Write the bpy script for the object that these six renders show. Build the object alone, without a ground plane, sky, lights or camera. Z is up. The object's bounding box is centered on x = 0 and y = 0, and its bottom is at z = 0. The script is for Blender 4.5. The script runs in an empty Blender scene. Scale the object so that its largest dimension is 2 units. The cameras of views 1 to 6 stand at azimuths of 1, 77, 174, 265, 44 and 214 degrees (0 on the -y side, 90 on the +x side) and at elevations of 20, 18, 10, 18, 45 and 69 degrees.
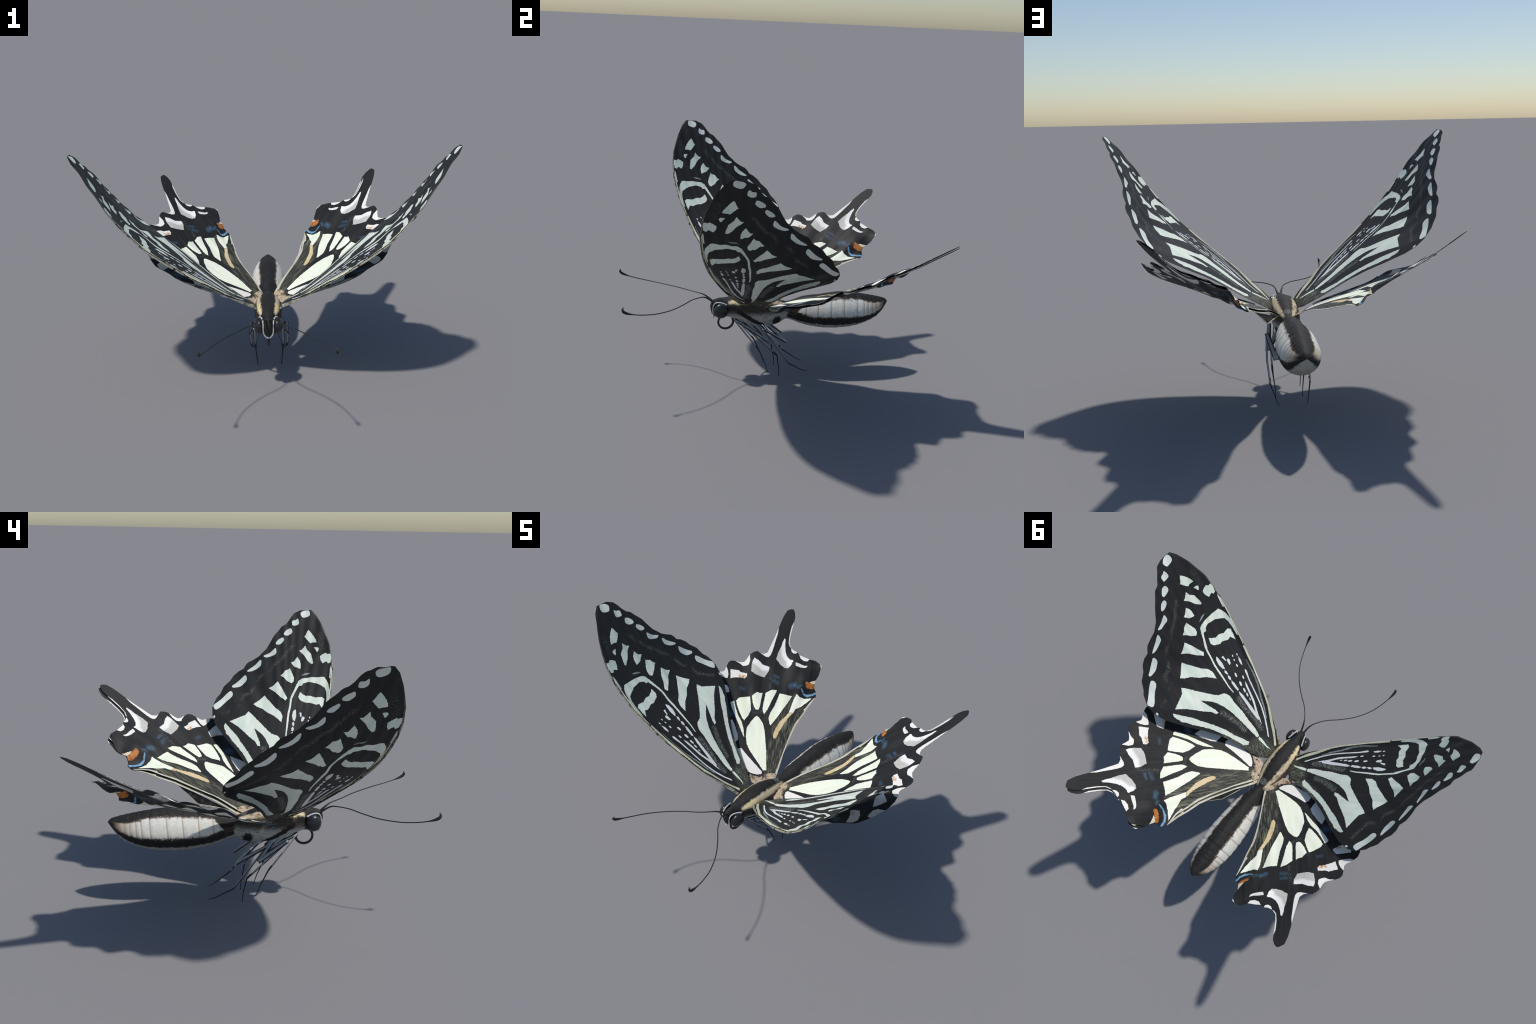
# A black-and-pale swallowtail butterfly in flight: wings raised in a V, hooked
# antennae, coiled proboscis, six tucked legs.  All sizes in metres; wing charts in mm.
import bpy, math, random
import numpy as np
from mathutils import Vector, Matrix
from mathutils.geometry import delaunay_2d_cdt

rng = random.Random(7)
nrng = np.random.default_rng(11)

# ------------------------------------------------------------------ node helper
class V:
    """a socket in a material, with arithmetic"""
    def __init__(s, t, k): s.t, s.k = t, k
    def _m(s, op, *a):
        n = s.t.nodes.new('ShaderNodeMath'); n.operation = op
        for i, q in enumerate((s,) + a):
            if isinstance(q, V): s.t.links.new(q.k, n.inputs[i])
            else: n.inputs[i].default_value = float(q)
        return V(s.t, n.outputs[0])
    def __add__(s, o): return s._m('ADD', o)
    __radd__ = __add__
    def __sub__(s, o): return s._m('SUBTRACT', o)
    def __rsub__(s, o): return (s * -1.0) + o
    def __mul__(s, o): return s._m('MULTIPLY', o)
    __rmul__ = __mul__
    def __truediv__(s, o): return s._m('DIVIDE', o)
    def abs(s): return s._m('ABSOLUTE')
    def sqrt(s): return s._m('SQRT')
    def max(s, o): return s._m('MAXIMUM', o)
    def min(s, o): return s._m('MINIMUM', o)
    def atan2(s, o): return s._m('ARCTAN2', o)
    def ramp(s, a, b):
        """smooth 0 at a to 1 at b"""
        n = s.t.nodes.new('ShaderNodeMapRange'); n.interpolation_type = 'SMOOTHSTEP'
        n.clamp = True
        s.t.links.new(s.k, n.inputs['Value'])
        lo, hi = (a, b) if a < b else (b, a)
        n.inputs['From Min'].default_value = lo; n.inputs['From Max'].default_value = hi
        n.inputs['To Min'].default_value = 0.0 if a < b else 1.0
        n.inputs['To Max'].default_value = 1.0 if a < b else 0.0
        return V(s.t, n.outputs['Result'])


class Mat:
    def __init__(s, name, rough=0.6, spec=0.4):
        s.m = bpy.data.materials.new(name); s.m.use_nodes = True
        s.t = s.m.node_tree; s.t.nodes.clear()
        s.out = s.t.nodes.new('ShaderNodeOutputMaterial')
        s.b = s.t.nodes.new('ShaderNodeBsdfPrincipled')
        s.b.inputs['Roughness'].default_value = rough
        s.b.inputs['Specular IOR Level'].default_value = spec
        s.t.links.new(s.b.outputs[0], s.out.inputs[0])
        tc = s.t.nodes.new('ShaderNodeTexCoord'); s.obj = tc.outputs['Object']
        sx = s.t.nodes.new('ShaderNodeSeparateXYZ'); s.t.links.new(s.obj, sx.inputs[0])
        s.x, s.y, s.z = (V(s.t, o) for o in sx.outputs)
    def noise(s, scale=(1, 1, 1), detail=3.0, rough=0.55, off=(0, 0, 0), rot=0.0):
        mp = s.t.nodes.new('ShaderNodeMapping'); s.t.links.new(s.obj, mp.inputs[0])
        mp.inputs['Scale'].default_value = scale; mp.inputs['Location'].default_value = off
        mp.inputs['Rotation'].default_value = (0, 0, rot)
        n = s.t.nodes.new('ShaderNodeTexNoise'); n.inputs['Scale'].default_value = 1.0
        n.inputs['Detail'].default_value = detail; n.inputs['Roughness'].default_value = rough
        s.t.links.new(mp.outputs[0], n.inputs['Vector'])
        return V(s.t, n.outputs['Fac'])
    def capsule(s, a, b):
        """distance in chart (x, y) to the segment a-b"""
        ax, ay = a[0] / 1000, a[1] / 1000
        dx, dy = (b[0] - a[0]) / 1000, (b[1] - a[1]) / 1000
        l2 = max(dx * dx + dy * dy, 1e-9)
        px, py = s.x - ax, s.y - ay
        h = ((px * dx + py * dy) / l2).max(0.0).min(1.0)
        qx, qy = px - h * dx, py - h * dy
        return (qx * qx + qy * qy).sqrt()
    def path(s, pts):
        d = s.capsule(pts[0], pts[1])
        for a, b in zip(pts[1:-1], pts[2:]): d = d.min(s.capsule(a, b))
        return d
    def col(s, c):
        n = s.t.nodes.new('ShaderNodeRGB'); n.outputs[0].default_value = (*c, 1)
        return n.outputs[0]
    def mix(s, a, b, f):
        n = s.t.nodes.new('ShaderNodeMix'); n.data_type = 'RGBA'
        for q, i in ((a, 6), (b, 7)):
            if isinstance(q, tuple): n.inputs[i].default_value = (*q, 1)
            else: s.t.links.new(q, n.inputs[i])
        if isinstance(f, V): s.t.links.new(f.k, n.inputs[0])
        else: n.inputs[0].default_value = f
        return n.outputs[2]
    def done(s, c, bump=None, strength=0.2, dist=0.002):
        if isinstance(c, tuple): s.b.inputs['Base Color'].default_value = (*c, 1)
        else: s.t.links.new(c, s.b.inputs['Base Color'])
        if bump is not None:
            n = s.t.nodes.new('ShaderNodeBump'); n.inputs['Strength'].default_value = strength
            n.inputs['Distance'].default_value = dist
            s.t.links.new(bump.k, n.inputs['Height']); s.t.links.new(n.outputs[0], s.b.inputs['Normal'])
        return s.m


def simple(name, c, c2=None, rough=0.6, spec=0.4, scale=(60, 60, 60), lo=0.35, hi=0.65, bump=0.0):
    m = Mat(name, rough, spec)
    n = m.noise(scale)
    k = m.mix(c, c2 if c2 else tuple(v * 0.85 for v in c), n.ramp(lo, hi))
    return m.done(k, n if bump else None, bump)

BLACK = (0.0165, 0.0165, 0.0168)

# ------------------------------------------------------------------ wing materials
def forewing_black():
    m = Mat('forewing_black_scales', 0.6, 0.28)
    streak = m.noise((6, 70, 6), 4)
    grain = m.noise((260, 260, 260), 2)
    c = m.mix(BLACK, (0.023, 0.023, 0.023), streak.ramp(0.42, 0.75))
    # broken row of ash-grey scales inside the marginal spots
    d = m.path([(1130, 70), (1053, 116), (996, 147), (964, 187), (915, 217), (877, 265), (799, 295),
                (764, 309), (744, 348), (681, 355), (617, 424), (599, 450)])
    fleck = m.noise((300, 340, 300), 2, 0.6)
    patch = m.noise((14, 14, 14), 1, off=(3, 1, 0))
    g = d.ramp(0.017, 0.002) * fleck.ramp(0.55, 0.63) * patch.ramp(0.44, 0.58)
    c = m.mix(c, (0.24, 0.25, 0.20), g)
    # dusting along the cell streaks and behind the elbow band
    d = m.path([(385, 26), (321, 21), (230, -2), (150, -6)]).min(m.path([(370, 160), (330, 140), (260, 105), (200, 90)]))
    fleck2 = m.noise((90, 420, 200), 3, 0.7, off=(5, 2, 1))
    c = m.mix(c, (0.30, 0.31, 0.27), d.ramp(0.024, 0.004) * fleck2.ramp(0.48, 0.62))
    d = m.capsule((1110, -95), (1190, -70))
    c = m.mix(c, (0.07, 0.085, 0.07), d.ramp(0.03, 0.008) * m.noise((420, 60, 50), 2, rot=0.7).ramp(0.52, 0.66))
    # olive-grey hair at the wing root
    d = m.capsule((-30, 30), (60, 70)).min(m.capsule((80, 130), (220, 205)) + 0.02)
    hair = m.noise((40, 260, 60), 3, 0.65, rot=0.5)
    olive = m.mix((0.045, 0.045, 0.033), (0.27, 0.28, 0.22), hair.ramp(0.45, 0.68))
    c = m.mix(c, olive, d.ramp(0.085, 0.015) * 0.9)
    return m.done(c, grain, 0.25, 0.001)

def pale(name, a, b, warm=None, rough=0.6):
    m = Mat(name, rough, 0.3)
    s1 = m.noise((5, 55, 5), 3)
    s2 = m.noise((420, 420, 300), 2)
    c = m.mix(a, b, s1.ramp(0.35, 0.7))
    if warm: c = m.mix(c, warm, m.noise((9, 22, 9), 2, off=(2, 7, 0)).ramp(0.5, 0.72) * 0.7)
    c = m.mix(c, tuple(v * 0.8 for v in a), s2.ramp(0.62, 0.78) * 0.4)
    return m.done(c)

def costa_mat(name, reach, tint):
    m = Mat(name, 0.5, 0.4)
    bar = m.noise((230, 6, 6), 3, 0.75)
    broad = m.noise((26, 2, 2), 2, off=(4, 0, 0))
    light = m.mix(tint, tuple(v * 0.45 for v in tint), bar.ramp(0.42, 0.6))
    k = bar.ramp(0.34, 0.5) * broad.ramp(0.34, 0.5) * m.x.ramp(reach, reach * 0.72)
    return m.done(m.mix((0.022, 0.022, 0.020), light, k))

def hindwing_black():
    m = Mat('hindwing_black_scales', 0.6, 0.26)
    streak = m.noise((5, 60, 5), 5, 0.65)
    grain = m.noise((260, 260, 260), 2)
    c = m.mix((0.0135, 0.0135, 0.014), (0.025, 0.025, 0.025), streak.ramp(0.4, 0.75))
    # anal fold: long olive-grey hair
    d = m.path([(40, 40), (200, 50), (360, 105), (470, 160)]).min(m.path([(300, 22), (430, 62), (560, 112)]) + 0.028)
    hair = m.noise((14, 190, 30), 4, 0.7, rot=-0.33)
    hair2 = m.noise((8, 70, 20), 3, 0.6, rot=-0.33, off=(3, 3, 3))
    hc = m.mix((0.022, 0.022, 0.019), (0.15, 0.15, 0.115), hair.ramp(0.46, 0.66))
    hc = m.mix(hc, (0.21, 0.22, 0.13), hair2.ramp(0.55, 0.72) * 0.7)
    c = m.mix(c, hc, d.ramp(0.075, 0.035))
    # sky-blue scale clouds across the black band
    for (a, b, r, k) in (((640, 76), (652, 98), 0.026, 1.0), ((690, -45), (684, -18), 0.016, 0.75),
                         ((655, -40), (645, -15), 0.022, 0.55), ((556, -245), (556, -225), 0.02, 0.45),
                         ((640, 125), (655, 140), 0.014, 0.8), ((362, -310), (362, -285), 0.034, 0.8),
                         ((250, -362), (262, -410), 0.034, 1.0)):
        d = m.capsule(a, b)
        f = m.noise((130, 190, 150), 5, 0.8, off=(a[0] * .01, a[1] * .01, 0))
        c = m.mix(c, (0.08, 0.17, 0.27), d.ramp(r * 1.1, 0) * f.ramp(0.36, 0.64) * k)
    # grey flecks at the cell end and beside the second lunule
    fl = m.noise((260, 300, 200), 3, 0.7, off=(1, 1, 1))
    d = m.path([(405, -125), (420, -95), (425, -75)]).min(m.path([(735, -75), (690, -68), (600, -60)]))
    c = m.mix(c, (0.36, 0.37, 0.34), d.ramp(0.015, 0.003) * fl.ramp(0.57, 0.66))
    return m.done(c, grain, 0.25, 0.001)

def hindwing_white():
    m = Mat('hindwing_white_scales', 0.6, 0.3)
    n = m.noise((120, 120, 120), 3, 0.65)
    c = m.mix((0.82, 0.80, 0.75), (0.74, 0.72, 0.65), n.ramp(0.45, 0.75))
    # rusty dusting on the inner corner of the front lunules
    for a, b, r in (((638, -262), (636, -238), .020), ((505, -352), (508, -335), .022), ((357, -408), (362, -398), .020)):
        c = m.mix(c, (0.55, 0.27, 0.09), m.capsule(a, b).ramp(r, r * .2) * n.ramp(0.40, 0.58))
    return m.done(c)

def lunule_grey():
    """white in the middle, fading into ash-grey scales on the root side"""
    m = Mat('lunule_grey_scales', 0.6, 0.3)
    n = m.noise((180, 260, 200), 3, 0.7)
    d = m.path([(768, -190), (752, -155), (735, -125), (739, -92)]).min(m.path([(960, -18), (900, -10), (848, 6), (822, 32), (812, 60), (790, 48)]))
    grey = m.mix((0.56, 0.55, 0.51), (0.36, 0.35, 0.32), n.ramp(0.45, 0.75))
    k = (d + (n - .5) * .012).ramp(0.016, 0.036)
    c = m.mix((0.83, 0.82, 0.79), grey, k)
    return m.done(c)

def orange_mat():
    m = Mat('orange_scales', 0.55, 0.35)
    n = m.noise((55, 55, 55), 3)
    c = m.mix((0.55, 0.19, 0.035), (0.16, 0.05, 0.02), n.ramp(0.48, 0.70))
    return m.done(c)

def root_mat():
    m = Mat('wing_root_hair', 0.65, 0.3)
    n = m.noise((30, 60, 30), 4, 0.7, rot=0.5)
    k = m.noise((200, 60, 60), 3, 0.6)
    c = m.mix((0.55, 0.47, 0.35), (0.36, 0.26, 0.16), k.ramp(.4, .65))
    c = m.mix(c, (0.035, 0.025, 0.02), (m.x + (n - .5) * .10).ramp(-0.045, -0.018) * (m.y + (n - .5) * .05).ramp(0.03, -0.01))
    c = m.mix(c, (0.05, 0.035, 0.025), n.ramp(0.54, 0.62))
    return m.done(c)

MAT = {}
def make_materials():
    MAT['fb'] = forewing_black()
    MAT['fp'] = pale('forewing_pale_scales', (0.68, 0.77, 0.66), (0.80, 0.85, 0.75), (0.86, 0.84, 0.74))
    MAT['fm'] = pale('marginal_spot_scales', (0.68, 0.74, 0.68), (0.77, 0.80, 0.76), (0.78, 0.80, 0.66))
    MAT['fs'] = pale('cell_streak_scales', (0.66, 0.70, 0.68), (0.78, 0.80, 0.80))
    MAT['fy'] = pale('costal_streak_scales', (0.55, 0.55, 0.38), (0.70, 0.69, 0.52), (0.50, 0.55, 0.44))
    MAT['fg'] = pale('subcostal_grey_scales', (0.16, 0.18, 0.18), (0.30, 0.33, 0.32))
    MAT['hb'] = hindwing_black()
    MAT['hp'] = pale('hindwing_cream_scales', (0.81, 0.86, 0.69), (0.88, 0.89, 0.79), (0.85, 0.88, 0.66))
    MAT['hw'] = hindwing_white()
    MAT['hg'] = lunule_grey()
    MAT['tan'] = pale('tan_hair_scales', (0.66, 0.50, 0.27), (0.72, 0.60, 0.38), (0.42, 0.27, 0.12))
    MAT['or'] = orange_mat()
    MAT['bl'] = simple('sky_blue_scales', (0.16, 0.33, 0.50), (0.07, 0.16, 0.26), scale=(70, 70, 70), lo=0.5, hi=0.72)
    MAT['mp'] = pale('inner_margin_scales', (0.50, 0.47, 0.36), (0.66, 0.64, 0.56), (0.30, 0.31, 0.17))
    MAT['cr'] = simple('cream_scales', (0.80, 0.68, 0.48), scale=(80, 80, 80))
    MAT['root'] = root_mat()
    MAT['fcosta'] = costa_mat('forewing_leading_edge', 1.25, (0.52, 0.50, 0.40))
    MAT['hcosta'] = costa_mat('hindwing_leading_edge', 0.26, (0.36, 0.38, 0.33))

# ------------------------------------------------------------------ small geometry helpers
ROOT = None
def new_obj(name, verts, faces, mat, parent=None, normals=None, smooth=True, kind=None):
    me = bpy.data.meshes.new(name)
    me.from_pydata([tuple(v) for v in verts], [], [tuple(f) for f in faces])
    me.materials.append(mat)
    if smooth: me.polygons.foreach_set('use_smooth', [True] * len(me.polygons))
    if normals is not None: me.normals_split_custom_set_from_vertices([tuple(n) for n in normals])
    me.update()
    ob = bpy.data.objects.new(name, me)
    bpy.context.scene.collection.objects.link(ob)
    if parent is not None: ob.parent = parent
    if kind: ob['kind'] = kind
    return ob

def catmull(pts, step, closed=False):
    P = [np.array(p, float) for p in pts]; n = len(P); out = []
    segs = n if closed else n - 1
    for i in range(segs):
        if closed: a, b, c, d = P[i - 1], P[i], P[(i + 1) % n], P[(i + 2) % n]
        else: a, b, c, d = P[max(i - 1, 0)], P[i], P[i + 1], P[min(i + 2, n - 1)]
        k = max(1, int(round(np.linalg.norm(c - b) / step)))
        for j in range(k):
            t = j / k
            out.append(0.5 * (2 * b + (c - a) * t + (2 * a - 5 * b + 4 * c - d) * t * t + (3 * b - a - 3 * c + d) * t ** 3))
    if not closed: out.append(P[-1])
    return out

def subdivide(pts, step):
    P = [np.array(p, float) for p in pts]; out = []
    for i, a in enumerate(P):
        b = P[(i + 1) % len(P)]
        k = max(1, int(round(np.linalg.norm(b - a) / step)))
        out += [a + (b - a) * j / k for j in range(k)]
    return out

def tube(path, radius, flat=1.0, side=None, seg=12, caps=True):
    """sweep a circle (flattened by flat along `side`) along a path; radius(t) with t in 0..1"""
    P = [Vector(p) for p in path]; n = len(P); verts, faces = [], []
    s = [0.0]
    for a, b in zip(P, P[1:]): s.append(s[-1] + (b - a).length)
    up = Vector(side) if side else Vector((0.13, 0.21, 1))
    for i in range(n):
        tan = (P[min(i + 1, n - 1)] - P[max(i - 1, 0)]).normalized()
        u = (up - tan * up.dot(tan)).normalized(); w = tan.cross(u)
        if not side: up = u
        r = radius(s[i] / s[-1])
        for k in range(seg):
            a = 2 * math.pi * k / seg
            verts.append(P[i] + u * (math.cos(a) * r * flat) + w * (math.sin(a) * r))
    for i in range(n - 1):
        for k in range(seg):
            k2 = (k + 1) % seg
            faces.append((i * seg + k, i * seg + k2, (i + 1) * seg + k2, (i + 1) * seg + k))
    if caps:
        faces.append(tuple(range(seg - 1, -1, -1)))
        faces.append(tuple((n - 1) * seg + k for k in range(seg)))
    return verts, faces

def inside(poly, pts):
    """even-odd test, vectorised"""
    P = np.asarray(poly); x, y = pts[:, 0], pts[:, 1]
    r = np.zeros(len(pts), bool)
    j = len(P) - 1
    for i in range(len(P)):
        c = (P[i, 1] > y) != (P[j, 1] > y)
        if c.any():
            xi = (P[j, 0] - P[i, 0]) * (y - P[i, 1]) / (P[j, 1] - P[i, 1] + 1e-12) + P[i, 0]
            r ^= c & (x < xi)
        j = i
    return r

def dist_polyline(pts, line):
    best = np.full(len(pts), 1e9)
    L = np.asarray(line, float)
    for a, b in zip(L[:-1], L[1:]):
        d = b - a; h = np.clip(((pts - a) @ d) / max(d @ d, 1e-9), 0, 1)
        best = np.minimum(best, np.linalg.norm(pts - a - h[:, None] * d, axis=1))
    return best

def smooth01(t):
    t = np.clip(t, 0, 1); return t * t * (3 - 2 * t)

# ------------------------------------------------------------------ wings
class Wing:
    """A wing drawn on a flat chart (x along the wing, y towards the tail, mm) that is
    bent by a thin-plate surface through a few measured heights."""
    def __init__(s, name, origin, xdir, normal, heights, outline, membrane, thick, grid):
        s.name = name; s.O = np.array(origin); n = np.array(normal); n /= np.linalg.norm(n)
        x = np.array(xdir); x = x - n * (x @ n); x /= np.linalg.norm(x)
        s.X, s.Y, s.N = x, np.cross(n, x), n
        H = np.array(heights, float) / 1000
        s.cx = H[:, :2]; k = len(H)
        d = np.linalg.norm(s.cx[:, None] - s.cx[None], axis=2)
        A = np.zeros((k + 3, k + 3)); A[:k, :k] = s.kern(d) + 3e-5 * np.eye(k)
        A[:k, k] = 1; A[:k, k + 1:] = s.cx; A[k:, :k] = A[:k, k:].T
        s.w = np.linalg.solve(A, np.r_[H[:, 2], 0, 0, 0])
        s.outline = outline; s.membrane = membrane; s.thick = thick; s.grid = grid
        s.patches = []; s.pleats = None; s.extra = None
    @staticmethod
    def kern(r): return np.where(r > 1e-9, r * r * np.log(np.maximum(r, 1e-9)), 0)
    def height(s, q):
        """q in mm -> height in m"""
        q = np.atleast_2d(q) / 1000; k = len(s.cx)
        d = np.linalg.norm(q[:, None] - s.cx[None], axis=2)
        h = s.kern(d) @ s.w[:k] + s.w[k] + q @ s.w[k + 1:]
        if s.pleats is not None: h = h + s.pleats(q * 1000)
        return h
    def patch(s, name, mat, pts, oval=False, fringe=1.3):
        s.patches.append((name, mat, pts, oval, fringe))
    def outline_pts(s, pts, oval, fringe):
        q = catmull(pts, 5, True) if oval else subdivide(pts, 3 if fringe > 1 else 4)
        if fringe:
            out = []
            for i, p in enumerate(q):
                t = q[(i + 1) % len(q)] - q[i - 1]; L = np.linalg.norm(t) + 1e-9
                nrm = np.array([t[1], -t[0]]) / L
                k = fringe * (1.5 if rng.random() < .3 else .8)
                out.append(p + nrm * rng.uniform(-k, k) + t / L * rng.uniform(-.6, .6))
            q = out
        return q
    def triangulate(s):
        edge = subdivide(s.outline, 12)
        verts, edges = [], []
        def loop(q):
            i0 = len(verts); verts.extend(Vector((p[0], p[1])) for p in q)
            edges.extend((i0 + i, i0 + (i + 1) % len(q)) for i in range(len(q)))
        loop(edge)
        s.regions = []
        for name, mat, pts, oval, fringe in s.patches:
            q = s.outline_pts(pts, oval, fringe); s.regions.append(np.array(q)); loop(q)
        E = np.array(edge); lo, hi = E.min(0), E.max(0)
        gx, gy = np.meshgrid(np.arange(lo[0], hi[0], s.grid), np.arange(lo[1], hi[1], s.grid * .87))
        gx = gx + (np.arange(gx.shape[0]) % 2)[:, None] * s.grid / 2
        G = np.stack([gx.ravel(), gy.ravel()], 1) + nrng.uniform(-1.2, 1.2, (gx.size, 2))
        if s.extra is not None: G = np.vstack([G, s.extra])
        G = G[inside(E, G)]
        G = G[dist_polyline(G, np.vstack([E, E[:1]])) > 3.5]
        verts.extend(Vector((p[0], p[1])) for p in G)
        vo, eo, fo, *_ = delaunay_2d_cdt(verts, edges, [], 0, 1e-4)
        P = np.array([(v.x, v.y) for v in vo]); F = np.array([f for f in fo if len(f) == 3])
        C = P[F].mean(1)
        e1, e2 = P[F[:, 1]] - P[F[:, 0]], P[F[:, 2]] - P[F[:, 0]]
        area = e1[:, 0] * e2[:, 1] - e1[:, 1] * e2[:, 0]
        F[area < 0] = F[area < 0][:, ::-1]
        keep = inside(E, C) & (np.abs(area) > 1e-4)
        F, C = F[keep], C[keep]
        lab = np.zeros(len(F), int)
        for i, R in enumerate(s.regions): lab[inside(R, C)] = i + 1
        return P, F, lab, E
    def build(s, shift=(0, 0, 0), shift_hold=None, lower_skin=False):
        P, F, lab, E = s.triangulate()
        h = s.height(P)
        d = dist_polyline(P, np.vstack([E, E[:1]]))
        t = s.thick[1] + (s.thick[0] - s.thick[1]) * smooth01(d / 30)
        t = t / 1000
        Q = np.column_stack([P / 1000, h])
        fn = np.cross(Q[F[:, 1]] - Q[F[:, 0]], Q[F[:, 2]] - Q[F[:, 0]])
        nv = np.zeros_like(Q)
        for k in range(3): np.add.at(nv, F[:, k], fn)
        nv /= np.linalg.norm(nv, axis=1)[:, None] + 1e-12
        from collections import Counter
        ec = {}
        for fi, f in enumerate(F):
            for a, b in ((f[0], f[1]), (f[1], f[2]), (f[2], f[0])):
                key = (min(a, b), max(a, b))
                if key in ec: ec[key] = None
                else: ec[key] = (a, b, fi)
        rim = [v for v in ec.values() if v is not None]
        made = []
        for side in (1, -1):
            M = np.diag([side, 1, 1])
            X, Y, N = M @ s.X, M @ s.Y, (M @ s.N) * side
            sh = np.array(shift) if side == 1 else np.zeros(3)
            O = M @ s.O + sh
            loc = np.array([sh @ X, sh @ Y, sh @ N])
            hold = np.zeros(len(P)) if shift_hold is None or side == -1 else shift_hold(P)
            zs = side
            top = Q * [1, 1, zs] + np.column_stack([0 * h, 0 * h, t / 2 * zs]) - hold[:, None] * loc
            bot = Q * [1, 1, zs] - np.column_stack([0 * h, 0 * h, t / 2 * zs]) - hold[:, None] * loc
            nt = nv * [1, 1, zs]
            wm = Matrix(((X[0], Y[0], N[0], O[0]), (X[1], Y[1], N[1], O[1]), (X[2], Y[2], N[2], O[2]), (0, 0, 0, 1)))
            base = None
            for r in range(len(s.patches) + 1):
                idx = np.where(lab == r)[0]
                if len(idx) == 0: continue
                used = np.unique(F[idx]); mp = -np.ones(len(P), int); mp[used] = np.arange(len(used)); k = len(used)
                vs = np.vstack([top[used], bot[used]]); ns = np.vstack([nt[used], -nt[used]])
                T = mp[F[idx]]
                up = T if side == 1 else T[:, ::-1]
                fs = [tuple(f) for f in up] + [tuple(f[::-1] + k) for f in up]
                ids = set(idx.tolist())
                for a, b, fi in rim:
                    if fi in ids:
                        a2, b2 = mp[a], mp[b]
                        q = (a2, a2 + k, b2 + k, b2)
                        fs.append(q if side == 1 else q[::-1])
                if r == 0:
                    base = new_obj(s.name, vs, fs, s.membrane, ROOT, ns)
                    base.matrix_world = wm; base.matrix_local = wm
                else:
                    nm, mat = s.patches[r - 1][:2]
                    new_obj(nm, vs, fs, MAT[mat], base, ns)
            made.append(base)
            if lower_skin and side == 1:
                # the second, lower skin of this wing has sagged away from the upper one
                low = Q - np.column_stack([0 * h, 0 * h, 0 * h + .0045]) - loc
                used = np.unique(F); mp = -np.ones(len(P), int); mp[used] = np.arange(len(used)); k = len(used)
                vs = np.vstack([low[used], low[used] - [0, 0, .0016]]); ns = np.vstack([nv[used], -nv[used]])
                T = mp[F]; fs = [tuple(f) for f in T] + [tuple(f[::-1] + k) for f in T]
                ms = list(lab) + list(lab)
                for a, b, fi in rim:
                    fs.append((mp[a], mp[a] + k, mp[b] + k, mp[b])); ms.append(lab[fi])
                ob = new_obj('lower_skin', vs, fs, s.membrane, base, ns)
                slots = {0: 0}
                for r, (nm, mat, *_) in enumerate(s.patches):
                    if MAT[mat].name not in ob.data.materials: ob.data.materials.append(MAT[mat])
                    slots[r + 1] = list(ob.data.materials).index(MAT[mat])
                ob.data.polygons.foreach_set('material_index', [slots[int(v)] for v in ms])
        return made
    def leading_edge(s, parents, name, mat, line, radius, flat, drop):
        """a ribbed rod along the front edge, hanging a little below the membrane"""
        q = np.array(catmull(line, 14)); h = s.height(q)
        for side, par in zip((1, -1), parents):
            pts = [(p[0] / 1000, p[1] / 1000, (z - drop) * side) for p, z in zip(q, h)]
            v, f = tube(pts, radius, flat, side=(0, 0, 1), seg=12)
            new_obj(name, v, f, MAT[mat], par)


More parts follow.
